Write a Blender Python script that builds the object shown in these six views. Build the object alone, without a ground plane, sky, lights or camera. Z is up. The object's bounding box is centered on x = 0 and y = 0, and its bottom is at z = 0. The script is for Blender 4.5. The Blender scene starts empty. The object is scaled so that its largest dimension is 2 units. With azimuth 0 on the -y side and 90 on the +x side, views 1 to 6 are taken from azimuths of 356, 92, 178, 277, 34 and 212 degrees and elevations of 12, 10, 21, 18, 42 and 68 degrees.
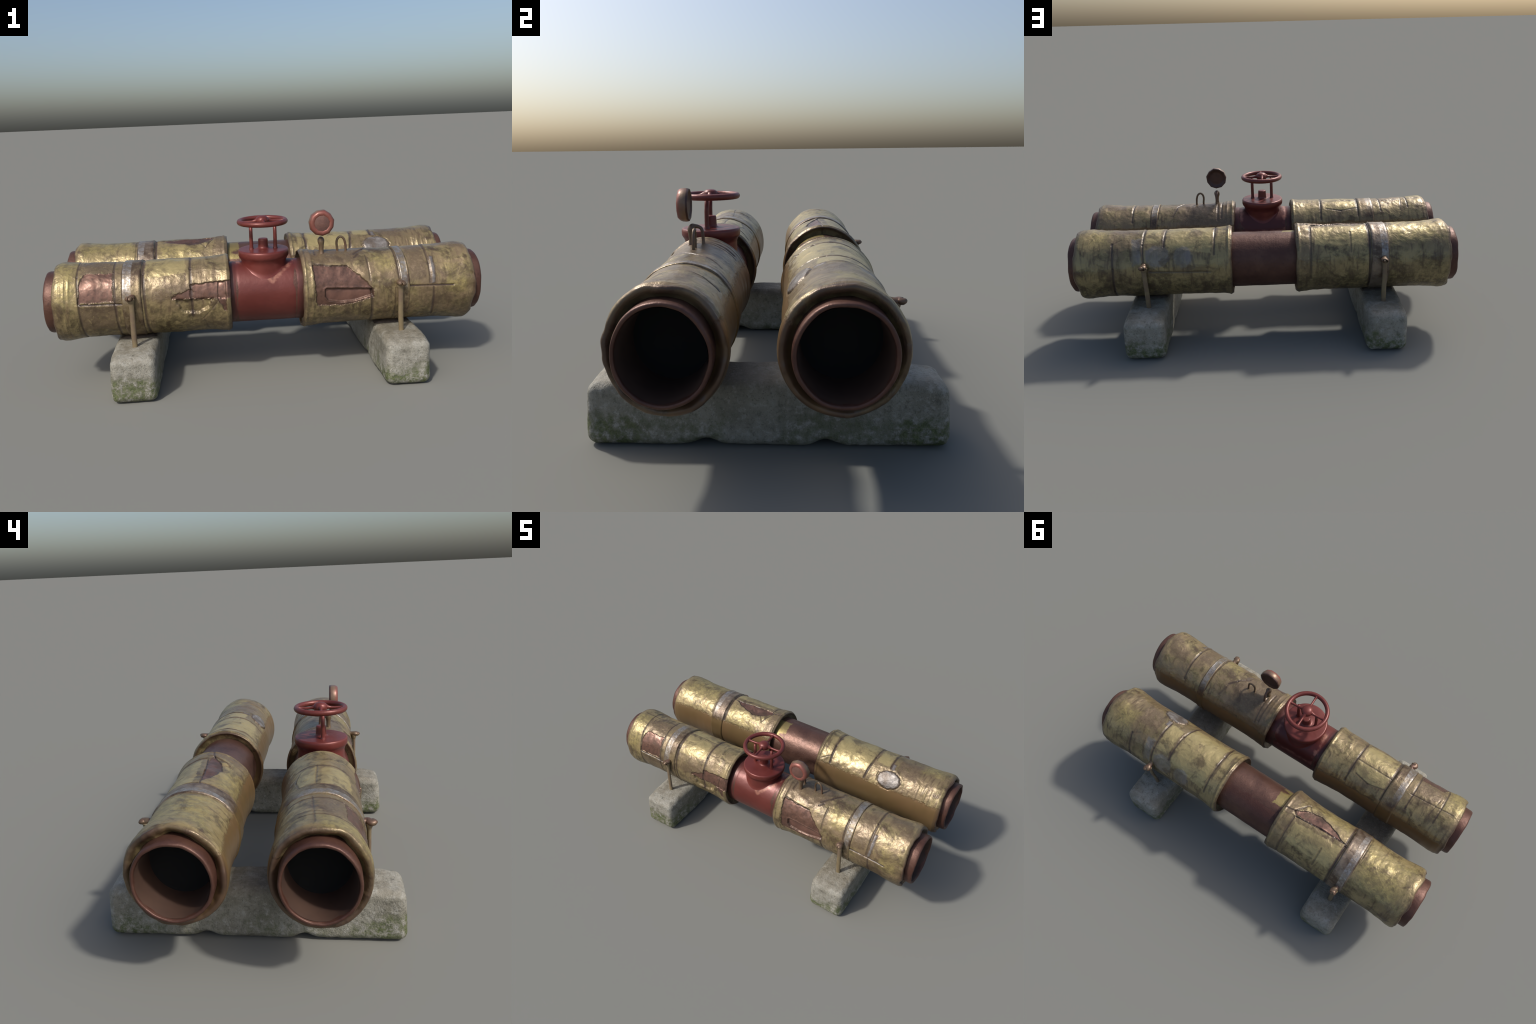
import bpy, math
import numpy as np
from mathutils import Matrix

# ------------------------------------------------------------------ frame
Z_AXIS = 0.391            # height of both pipe axes
Y_FRONT, Y_REAR = -0.2475, 0.2165
FLAT = {Y_FRONT: 0.930, Y_REAR: 0.960}   # the pipes are squeezed a little sideways
R_PIPE, R_BORE = 0.1425, 0.1280
R_REF = 0.172             # reference radius: arc length s = angle * R_REF

# ------------------------------------------------------------------ noise
def hash3(i, j, k, seed):
    h = (i * 374761393 + j * 668265263 + k * 2147483647 + seed * 974711) & 0xFFFFFFFF
    h = ((h ^ (h >> 13)) * 1274126177) & 0xFFFFFFFF
    return ((h ^ (h >> 16)) & 0xFFFF) / 32767.5 - 1.0

def noise3(x, y, z, seed=0):
    i, j, k = [np.floor(a).astype(np.int64) for a in (x, y, z)]
    f = [a - np.floor(a) for a in (x, y, z)]
    u = [t * t * t * (t * (t * 6 - 15) + 10) for t in f]
    out = 0
    for a in (0, 1):
        for b in (0, 1):
            for c in (0, 1):
                w = (u[0] if a else 1 - u[0]) * (u[1] if b else 1 - u[1]) * (u[2] if c else 1 - u[2])
                out = out + w * hash3(i + a, j + b, k + c, seed)
    return out

def fbm(x, y, z, f, seed=0, octaves=3):
    out, amp = 0, 1.0
    for o in range(octaves):
        out = out + amp * noise3(x * f + 11.3 * o, y * f - 5.7 * o, z * f + 3.1 * o, seed + o)
        f *= 2.0
        amp *= 0.5
    return out

def sstep(a, b, v):
    t = np.clip((v - a) / (b - a), 0, 1)
    return t * t * (3 - 2 * t)

# ------------------------------------------------------------------ node expressions
class S:
    """A socket that can be used in arithmetic."""
    def __init__(self, nt, sock):
        self.nt, self.sock = nt, sock
    def m(self, op, b=None, c=None, clamp=False):
        n = self.nt.nodes.new('ShaderNodeMath')
        n.operation = op
        n.use_clamp = clamp
        for i, v in enumerate((self, b, c)):
            if v is None:
                continue
            if isinstance(v, S):
                self.nt.links.new(v.sock, n.inputs[i])
            else:
                n.inputs[i].default_value = float(v)
        return S(self.nt, n.outputs[0])
    def __add__(s, o): return s.m('ADD', o)
    def __sub__(s, o): return s.m('SUBTRACT', o)
    def __mul__(s, o): return s.m('MULTIPLY', o)
    def __rmul__(s, o): return s.m('MULTIPLY', o)
    def __radd__(s, o): return s.m('ADD', o)
    def __rsub__(s, o): return S.const(s.nt, o).m('SUBTRACT', s)
    def max(s, o): return s.m('MAXIMUM', o)
    def min(s, o): return s.m('MINIMUM', o)
    def sin(s): return s.m('SINE')
    def step(s, a, b, smooth=True):
        n = s.nt.nodes.new('ShaderNodeMapRange')
        n.interpolation_type = 'SMOOTHSTEP' if smooth else 'LINEAR'
        s.nt.links.new(s.sock, n.inputs['Value'])
        lo, hi, t0, t1 = (a, b, 0.0, 1.0) if a < b else (b, a, 1.0, 0.0)
        n.inputs['From Min'].default_value = lo
        n.inputs['From Max'].default_value = hi
        n.inputs['To Min'].default_value = t0
        n.inputs['To Max'].default_value = t1
        return S(s.nt, n.outputs['Result'])
    @staticmethod
    def const(nt, v):
        n = nt.nodes.new('ShaderNodeValue')
        n.outputs[0].default_value = float(v)
        return S(nt, n.outputs[0])

class Mat:
    def __init__(self, name):
        self.mat = bpy.data.materials.new(name)
        self.mat.use_nodes = True
        self.nt = self.mat.node_tree
        self.b = self.nt.nodes['Principled BSDF']
        tc = self.nt.nodes.new('ShaderNodeTexCoord')
        self.co = tc.outputs['Object']
        sep = self.nt.nodes.new('ShaderNodeSeparateXYZ')
        self.nt.links.new(self.co, sep.inputs[0])
        self.x, self.y, self.z = [S(self.nt, o) for o in sep.outputs]
    def mapped(self, scale, loc=(0, 0, 0)):
        n = self.nt.nodes.new('ShaderNodeMapping')
        n.inputs['Scale'].default_value = scale
        n.inputs['Location'].default_value = loc
        self.nt.links.new(self.co, n.inputs['Vector'])
        return n.outputs[0]
    def noise(self, scale, detail=4, rough=0.6, distort=0.0, stretch=None, loc=(0, 0, 0)):
        n = self.nt.nodes.new('ShaderNodeTexNoise')
        n.inputs['Scale'].default_value = scale
        n.inputs['Detail'].default_value = detail
        n.inputs['Roughness'].default_value = rough
        n.inputs['Distortion'].default_value = distort
        self.nt.links.new(self.mapped(stretch or (1, 1, 1), loc), n.inputs['Vector'])
        return S(self.nt, n.outputs['Fac'])
    def vor(self, scale, loc=(0, 0, 0)):
        n = self.nt.nodes.new('ShaderNodeTexVoronoi')
        n.inputs['Scale'].default_value = scale
        self.nt.links.new(self.mapped((1, 1, 1), loc), n.inputs['Vector'])
        return S(self.nt, n.outputs['Distance'])
    def rgb(self, c):
        n = self.nt.nodes.new('ShaderNodeRGB')
        n.outputs[0].default_value = (*c, 1)
        return n.outputs[0]
    def mix(self, fac, a, b, blend='MIX'):
        n = self.nt.nodes.new('ShaderNodeMix')
        n.data_type = 'RGBA'
        n.blend_type = blend
        f = [i for i in n.inputs if i.name == 'Factor' and i.type == 'VALUE'][0]
        if isinstance(fac, S):
            self.nt.links.new(fac.sock, f)
        else:
            f.default_value = fac
        for nm, v in (('A', a), ('B', b)):
            i = [q for q in n.inputs if q.name == nm and q.type == 'RGBA'][0]
            if isinstance(v, tuple):
                i.default_value = (*v, 1)
            else:
                self.nt.links.new(v, i)
        return [o for o in n.outputs if o.type == 'RGBA'][0]
    def lerp(self, fac, a, b):
        if not isinstance(a, S): a = S.const(self.nt, a)
        return a + fac * ((b - a) if isinstance(b, S) else (b + a * -1.0))
    def out(self, color, rough, metal=0.0, bump=None, dist=0.002, strength=1.0):
        nt, b = self.nt, self.b
        if isinstance(color, tuple): b.inputs['Base Color'].default_value = (*color, 1)
        else: nt.links.new(color, b.inputs['Base Color'])
        for nm, v in (('Roughness', rough), ('Metallic', metal)):
            if isinstance(v, S): nt.links.new(v.sock, b.inputs[nm])
            else: b.inputs[nm].default_value = v
        if bump is not None:
            n = nt.nodes.new('ShaderNodeBump')
            n.inputs['Distance'].default_value = dist
            n.inputs['Strength'].default_value = strength
            nt.links.new(bump.sock, n.inputs['Height'])
            nt.links.new(n.outputs[0], b.inputs['Normal'])
        return self.mat

# ------------------------------------------------------------------ surface features
# Places on a wrapped pipe are given as (x, phi): x along the pipe in metres,
# phi in degrees from the crown, positive towards -y.  In both the mesh code and
# the shader the same distances are used, so relief and colour coincide.
def arc(phi): return math.radians(phi) * R_REF

class Seg:
    """A seam, slit or crease along a straight line on the unrolled wrap."""
    def __init__(self, x0, p0, x1, p1, w=0.004, depth=0.003, dark=0.8, lip=0.0):
        self.a, self.b = (x0, arc(p0)), (x1, arc(p1))
        self.w, self.depth, self.dark, self.lip = w, depth, dark, lip
    def consts(self):
        dx, ds = self.b[0] - self.a[0], self.b[1] - self.a[1]
        L = math.hypot(dx, ds)
        return dx / L, ds / L, L
    def dist(self, x, s):
        ux, us, L = self.consts()
        t = (x - self.a[0]) * ux + (s - self.a[1]) * us
        n = (x - self.a[0]) * -us + (s - self.a[1]) * ux
        if isinstance(x, S):
            over = (t * -1.0).max(t - L).max(0.0)
            return n.m('ABSOLUTE') + over, n
        return np.abs(n) + np.maximum(np.maximum(-t, t - L), 0), n

class Poly:
    """A convex patch on the unrolled wrap; inside is positive."""
    def __init__(self, pts, kind, depth=0.0, soft=0.003, jag=0.004, edge=0.0):
        self.kind, self.depth, self.soft, self.jag, self.edge = kind, depth, soft, jag, edge
        p = [(x, arc(a)) for x, a in pts]
        area = sum(p[i][0] * p[(i + 1) % len(p)][1] - p[(i + 1) % len(p)][0] * p[i][1] for i in range(len(p)))
        self.p = p if area > 0 else p[::-1]
    def dist(self, x, s, jag):
        d = None
        for i in range(len(self.p)):
            (ax, ay), (bx, by) = self.p[i], self.p[(i + 1) % len(self.p)]
            L = math.hypot(bx - ax, by - ay)
            nx, ny = -(by - ay) / L, (bx - ax) / L
            e = x * nx + s * ny + (-(ax * nx + ay * ny))
            if d is None: d = e
            else: d = d.min(e) if isinstance(x, S) else np.minimum(d, e)
        return d + jag * self.jag

def disc(x, phi, rx, rphi, n=14):
    return [(x + rx * math.cos(2 * math.pi * k / n), phi + rphi * math.sin(2 * math.pi * k / n)) for k in range(n)]

def jag_field(x, s):
    sn = (lambda v: v.sin()) if isinstance(x, S) else np.sin
    return (sn(x * 95.0 + s * 37.0 + 1.0) * sn(s * 88.0 - x * 31.0 + 2.0)
            + 0.55 * sn(x * 211.0 - s * 120.0) * sn(s * 190.0 + x * 77.0 + 0.7)
            + 0.3 * sn(x * 430.0 + s * 260.0 + 3.0) * sn(s * 390.0 - x * 150.0))

# ------------------------------------------------------------------ mesh helpers
ROOT = bpy.data.objects.new('insulated_pipeline', None)
bpy.context.scene.collection.objects.link(ROOT)
ROOT['label'] = 'two worn foil-wrapped pipes with red valve on concrete blocks'
ROOT['category'] = 'industrial pipes'

def add(name, verts, faces, mat, parent=None, smooth=True, angle=None):
    me = bpy.data.meshes.new(name)
    me.from_pydata(np.asarray(verts).tolist() if not isinstance(verts, list) else verts, [],
                   faces.tolist() if isinstance(faces, np.ndarray) else faces)
    me.update()
    if smooth:
        me.polygons.foreach_set('use_smooth', [True] * len(me.polygons))
        if angle:
            me.set_sharp_from_angle(angle=math.radians(angle))
    me.materials.append(mat)
    ob = bpy.data.objects.new(name, me)
    bpy.context.scene.collection.objects.link(ob)
    ob.parent = parent or ROOT
    return ob

def grid_faces(nr, nc, wrap=True):
    i = np.arange(nr - 1)[:, None]
    j = np.arange(nc if wrap else nc - 1)[None, :]
    a = i * nc + j
    b = i * nc + (j + 1) % nc
    return np.stack([a, b, b + nc, a + nc], -1).reshape(-1, 4)

def ring_mesh(X, R, yc, phi, flip=False):
    """rows x cols arrays of x and radius around the axis (yc, Z_AXIS)"""
    P = np.stack([X, yc - FLAT[yc] * R * np.sin(phi), Z_AXIS + R * np.cos(phi)], -1)
    f = grid_faces(*X.shape)
    return P.reshape(-1, 3), (f[:, ::-1] if flip else f)

def revolve(profile, n, cx, cy, axis='z', phase=0.0, jitter=None):
    """profile: (radius, height) from bottom to top; closed with end fans"""
    V, F = [], []
    for r, h in profile:
        for k in range(n):
            a = phase + 2 * math.pi * k / n
            V.append((cx + r * math.cos(a), cy + r * math.sin(a), h))
    F = [list(q) for q in grid_faces(len(profile), n)]
    c0, c1 = len(V), len(V) + 1
    V += [(cx, cy, profile[0][1]), (cx, cy, profile[-1][1])]
    top = (len(profile) - 1) * n
    for k in range(n):
        F.append([c0, (k + 1) % n, k])
        F.append([c1, top + k, top + (k + 1) % n])
    return V, F

def tube(path, radii, n=14, cap=True, flat=None):
    """swept round bar through a path; radii = one value or (u, v) pair per point"""
    P = np.array(path, float)
    T = np.gradient(P, axis=0)
    T /= np.linalg.norm(T, axis=1)[:, None]
    ref = np.array(flat if flat is not None else (1.0, 0.0, 0.0))
    V = []
    for p, t, r in zip(P, T, radii):
        u = ref - t * (ref @ t)
        u /= np.linalg.norm(u)
        v = np.cross(t, u)
        ru, rv = (r if isinstance(r, tuple) else (r, r))
        for k in range(n):
            a = 2 * math.pi * k / n
            V.append(p + u * ru * math.cos(a) + v * rv * math.sin(a))
    F = [list(q) for q in grid_faces(len(P), n)]
    if cap:
        c0, c1 = len(V), len(V) + 1
        V += [P[0], P[-1]]
        top = (len(P) - 1) * n
        for k in range(n):
            F.append([c0, (k + 1) % n, k])
            F.append([c1, top + k, top + (k + 1) % n])
    return [tuple(v) for v in V], F

def spline(pts, n):
    """Catmull-Rom through control rows (any number of columns)"""
    P = np.array(pts, float)
    P = np.vstack([2 * P[0] - P[1], P, 2 * P[-1] - P[-2]])
    out = []
    m = len(P) - 3
    for q in np.linspace(0, m - 1e-6, n):
        i = int(q); t = q - i
        a, b, c, d = P[i:i + 4]
        out.append(0.5 * (2 * b + (c - a) * t + (2 * a - 5 * b + 4 * c - d) * t * t + (3 * b - a - 3 * c + d) * t ** 3))
    return np.array(out)

def join(parts):
    V, F = [], []
    for v, f in parts:
        o = len(V)
        V += [tuple(p) for p in v]
        F += [[i + o for i in q] for q in f]
    return V, F

# ------------------------------------------------------------------ plain materials
YELLOW, OLIVE, TAN, BROWN = (0.312, 0.246, 0.114), (0.170, 0.138, 0.062), (0.195, 0.146, 0.078), (0.080, 0.051, 0.033)
COPPER, SILVER, AMBER, DIRT = (0.155, 0.082, 0.060), (0.36, 0.335, 0.305), (0.165, 0.110, 0.048), (0.040, 0.024, 0.018)

def rust_material():
    m = Mat('rusty_steel')
    n1, n2 = m.noise(9, 5, 0.65), m.noise(55, 4, 0.7)
    c = m.mix(n1.step(0.35, 0.7), (0.078, 0.033, 0.024), (0.115, 0.055, 0.038))
    c = m.mix(n2.step(0.56, 0.75) * 0.75, c, (0.055, 0.026, 0.022))
    return m.out(c, m.lerp(n2, 0.34, 0.6), 0.45, n2 + n1, 0.003, 0.5)

def middle_material():
    """bare dark steel of the rear pipe, with a yellow paint remnant next to one wrap"""
    m = Mat('dark_bare_steel')
    n1, n2 = m.noise(7, 5, 0.6), m.noise(70, 3, 0.7)
    c = m.mix(n1.step(0.3, 0.7), (0.075, 0.036, 0.027), (0.120, 0.062, 0.045))
    c = m.mix(n2.step(0.52, 0.75) * 0.5, c, (0.045, 0.024, 0.022))
    phi = ((m.y * -1.0 + Y_REAR) * (1.0 / FLAT[Y_REAR])).m('ARCTAN2', m.z - Z_AXIS)
    s, x = phi * R_REF, m.x
    j = jag_field(x, s)
    p = Poly([(-0.20, 0), (-0.098, 0), (-0.100, 58), (-0.20, 58)], 'paint', jag=0.004).dist(x, s, j)
    pm = p.step(-0.002, 0.004) * m.noise(14, 4).step(0.28, 0.45)
    c = m.mix(pm, c, m.mix(n1.step(0.4, 0.6), (0.30, 0.24, 0.08), (0.22, 0.17, 0.07)))
    return m.out(c, m.lerp(n2, 0.33, 0.5), 0.5, n2 * 0.5 + n1, 0.004, 0.5)

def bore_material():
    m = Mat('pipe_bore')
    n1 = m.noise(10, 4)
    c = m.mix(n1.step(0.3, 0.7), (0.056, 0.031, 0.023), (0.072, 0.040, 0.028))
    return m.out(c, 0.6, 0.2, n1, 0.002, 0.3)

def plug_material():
    m = Mat('near_black_stop')
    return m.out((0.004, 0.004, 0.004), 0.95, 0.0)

def red_material(name='red_valve_paint', body=False):
    m = Mat(name)
    n1, n2, n3 = m.noise(8, 4, 0.6), m.noise(60, 4, 0.7), m.noise(22, 4, 0.6)
    c = m.mix(n1.step(0.3, 0.7), (0.115, 0.021, 0.016), (0.155, 0.034, 0.027))
    c = m.mix(n2.step(0.58, 0.8) * 0.5, c, (0.060, 0.018, 0.016))
    if body:
        c = m.mix(0.35, c, (0.075, 0.018, 0.014))  # whole body darkened evenly, averaging the shade on its lower half
    if body:
        phi = ((m.y * -1.0 + Y_FRONT) * (1.0 / FLAT[Y_FRONT])).m('ARCTAN2', m.z - Z_AXIS)
        s = phi * R_REF
        j = jag_field(m.x, s)
        d = Poly([(-0.125, -75), (-0.125, 12), (-0.10, 20), (-0.004, 74), (0.10, 32), (0.125, 12), (0.125, -75)], 'v', jag=0.004).dist(m.x, s, j)
        c = m.mix(d.step(-0.004, 0.008) * 0.7, c, (0.070, 0.014, 0.011))
        scuff = d.m('ABSOLUTE').step(0.016, 0.002) * n3.step(0.42, 0.62)
        c = m.mix(scuff * 0.8, c, (0.27, 0.115, 0.080))
        ends = m.x.m('ABSOLUTE').step(0.125, 0.165)
        c = m.mix(ends * (0.45 + n3 * 0.5), c, (0.050, 0.024, 0.020))
    return m.out(c, m.lerp(n2, 0.30, 0.48), 0.25, n2 * 0.3 + n3, 0.003, 0.35)

def iron_material():
    m = Mat('brown_iron')
    n1, n2 = m.noise(18, 4), m.noise(90, 3)
    c = m.mix(n1.step(0.35, 0.65), (0.125, 0.070, 0.050), (0.155, 0.110, 0.065))
    c = m.mix(n2.step(0.6, 0.8) * 0.5, c, (0.07, 0.04, 0.03))
    return m.out(c, 0.42, 0.4, n2, 0.002, 0.4)

def rod_material():
    m = Mat('tan_iron')
    n1, n2 = m.noise(25, 4), m.noise(90, 3)
    c = m.mix(n1.step(0.35, 0.65), (0.165, 0.118, 0.078), (0.205, 0.160, 0.088))
    c = m.mix(n2.step(0.6, 0.8) * 0.4, c, (0.10, 0.065, 0.045))
    return m.out(c, 0.5, 0.25, n2, 0.002, 0.4)

def gauge_material():
    m = Mat('gauge_metal')
    n1 = m.noise(26, 4)
    front = m.y.step(-0.309, -0.320)
    c = m.mix(n1.step(0.3, 0.7), (0.17, 0.095, 0.068), (0.20, 0.135, 0.085))
    c = m.mix(m.y.step(-0.2940, -0.2918), c, m.mix(n1.step(0.3, 0.7), (0.050, 0.026, 0.022), (0.075, 0.036, 0.030)))
    c = m.mix(front, c, m.mix(n1.step(0.3, 0.7), (0.23, 0.075, 0.058), (0.20, 0.085, 0.065)))
    return m.out(c, 0.40, 0.35, n1, 0.004, 0.4)

def dial_material():
    m = Mat('gauge_dial')
    n1 = m.noise(60, 4)
    c = m.mix(n1.step(0.3, 0.7), (0.115, 0.058, 0.048), (0.15, 0.075, 0.058))
    return m.out(c, 0.6, 0.2, n1, 0.003, 0.5)

def concrete_material():
    m = Mat('mossy_concrete')
    n1, n2, n3 = m.noise(6, 5, 0.6), m.noise(34, 5, 0.72), m.noise(110, 4, 0.75)
    ay = m.y.m('ABSOLUTE')
    c = m.mix(n1.step(0.36, 0.64), (0.175, 0.165, 0.130), (0.265, 0.255, 0.215))
    c = m.mix(n2.step(0.52, 0.66) * 0.7, c, (0.33, 0.325, 0.29))
    c = m.mix(n2.step(0.47, 0.34) * 0.75, c, (0.105, 0.098, 0.076))
    c = m.mix(n3.step(0.55, 0.68) * 0.7, c, (0.085, 0.080, 0.062))
    c = m.mix(n3.step(0.42, 0.32) * 0.5, c, (0.38, 0.37, 0.33))
    # green growth in clumps at the foot of the end faces and of the long sides
    foot = (m.z + (n1 - 0.5) * 0.20 + (n2 - 0.5) * 0.05).step(0.125, 0.055)
    blot = m.noise(5.0, 3, 0.5, loc=(3.1, 1.7, 0.4)).step(0.42, 0.56)
    tips = ay.step(0.26, 0.46)
    moss = foot * (blot * 0.55).max(tips) * n2.step(0.62, 0.40)
    c = m.mix(moss * 0.92, c, m.mix(n3.step(0.4, 0.6), (0.050, 0.066, 0.018), (0.105, 0.125, 0.045)))
    stain = (m.z + (n1 - 0.5) * 0.08).step(0.17, 0.21) * n1.step(0.62, 0.45)
    c = m.mix(stain * 0.35, c, (0.16, 0.13, 0.085))
    return m.out(c, m.lerp(n2, 0.42, 0.75), 0.0, n2 + n3 * 0.8, 0.007, 0.7)

# ------------------------------------------------------------------ foil wraps
PROFILE = [(0.168, 0.1765), (0.180, 0.1795), (0.200, 0.1790), (0.250, 0.1735), (0.320, 0.1705), (0.450, 0.1705),
           (0.600, 0.1715), (0.760, 0.1705), (0.820, 0.1720), (0.870, 0.1765), (0.910, 0.1805), (0.935, 0.1800), (0.950, 0.1750)]

class Wrap:
    def __init__(self, side, yc, segs, polys, straps, seed, ridges=(), dents=(), warm=0.15, tan_from=62):
        self.warm = warm
        self.side, self.yc, self.segs, self.polys = side, yc, segs, polys
        self.straps, self.seed, self.ridges, self.dents = straps, seed, ridges, dents
        self.inner = -1 if yc < 0 else 1           # which phi sign faces the other pipe
        self.tan_from = tan_from
    def base(self, x, phi):
        ax = np.abs(x)
        pr = np.array(PROFILE)
        # smooth interpolation of the control profile
        r = np.interp(ax, pr[:, 0], pr[:, 1]) + 0.0018
        cy, cz = np.sin(phi) * R_REF, np.cos(phi) * R_REF
        r = r + 0.0024 * fbm(x, cy, cz, 5.0, self.seed, 2) + 0.0011 * fbm(x * 2.6, cy, cz, 9.0, self.seed + 2, 2)
        return r
    def radius(self, x, phi):
        s = phi * R_REF
        cy, cz = np.sin(phi) * R_REF, np.cos(phi) * R_REF
        r = self.base(x, phi)
        # crumpled foil, strongest on the weathered outer half, smooth towards the other pipe
        out_side = 1 - sstep(self.tan_from - 12, self.tan_from + 10, np.degrees(phi) * self.inner)
        r = r + out_side * (0.0016 * fbm(x, cy, cz, 15.0, self.seed + 7, 3) + 0.0004 * fbm(x, cy, cz, 60.0, self.seed + 9, 2))
        jag = jag_field(x, s)
        for p in self.polys:
            d = p.dist(x, s, jag)
            r = r - p.depth * sstep(-p.soft, p.soft, d)
            if p.edge:
                r = r + p.edge * np.exp(-((d + 0.005) / 0.0045) ** 2)
        for g in self.segs:
            d, n = g.dist(x, s)
            r = r - g.depth * np.exp(-(d / g.w) ** 2)
            if g.lip:
                r = r + g.lip * np.exp(-(d / 0.02) ** 2) * sstep(-0.002, 0.003, n)
        for x0, w, h, p0, p1 in self.ridges:
            win = sstep(p0 - 8, p0 + 4, np.degrees(phi)) * (1 - sstep(p1 - 4, p1 + 8, np.degrees(phi)))
            r = r + h * win * np.exp(-((x - x0) / w) ** 2)
        for x0, p0, rad, h in self.dents:
            dd = (x - x0) ** 2 + (s - arc(p0)) ** 2
            r = r + h * np.exp(-dd / rad ** 2)
        return r
    def build(self, mat, parent):
        nt_, nx = 420, 350
        phi = np.linspace(-np.pi, np.pi, nt_, endpoint=False)
        a, b = 0.168, 0.950
        ax = np.linspace(a, b, nx)
        xs = ax * self.side
        X, P = np.meshgrid(xs, phi, indexing='ij')
        # ragged ends: the wrap is a little longer or shorter round the pipe
        rag_o = 0.007 * fbm(np.zeros_like(phi), np.sin(phi), np.cos(phi), 2.2, self.seed + 20, 3)
        rag_i = 0.0035 * fbm(np.zeros_like(phi), np.sin(phi), np.cos(phi), 2.0, self.seed + 30, 3)
        t = (np.abs(X) - a) / (b - a)
        X = X + self.side * (rag_o * sstep(0.9, 1, t) + rag_i * (1 - sstep(0, 0.06, t)))
        R = self.radius(X, P)
        rowsX, rowsR = [], []
        # rolled lip at the middle end
        for dx, dr in [(0.014, -0.038), (0.010, -0.022), (0.004, -0.012), (-0.003, -0.007), (-0.005, -0.003)]:
            rowsX.append(X[0] + self.side * dx); rowsR.append(R[0] + dr)
        rowsX += list(X); rowsR += list(R)
        wob = 1 + 0.35 * fbm(np.zeros_like(phi), np.sin(phi), np.cos(phi), 3.0, self.seed + 40, 2)
        for dx, dr in [(0.004, -0.004), (0.005, -0.009), (0.003, -0.016), (-0.004, -0.022), (-0.012, -0.027), (-0.02, -0.036)]:
            rowsX.append(X[-1] + self.side * dx * wob); rowsR.append(R[-1] + dr)
        XX, RR = np.array(rowsX), np.maximum(np.array(rowsR), 0.136)
        v, f = ring_mesh(XX, RR, self.yc, np.broadcast_to(phi, XX.shape), flip=self.side < 0)
        add('insulation_wrap', v, f, mat, parent)
    def build_straps(self, parent, mats):
        for x0, x1, kind in self.straps:
            n = 360
            phi = np.linspace(-np.pi, np.pi, n, endpoint=False)
            rows = []
            w = np.linspace(0, 1, 12)
            cols = [(x0 + 0.0015, -0.006), (x0, 0.0005)] + [(x0 + (x1 - x0) * q, 0.0032 + 0.0016 * (abs(2 * q - 1) > 0.78)) for q in w[1:-1]] + [(x1, 0.0005), (x1 - 0.0015, -0.006)]
            X = np.array([[c[0]] * n for c in cols]) + 0.003 * np.sin(phi * 2 + self.seed)[None, :]
            P = np.broadcast_to(phi, X.shape)
            cy, cz = np.sin(P) * R_REF, np.cos(P) * R_REF
            R = self.base(X, P) + np.array([c[1] for c in cols])[:, None] + 0.0007 * fbm(X, cy, cz, 30.0, self.seed + 3, 2)
            v, f = ring_mesh(X, R, self.yc, P)
            add('strap', v, f, mats[kind], parent)

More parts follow.
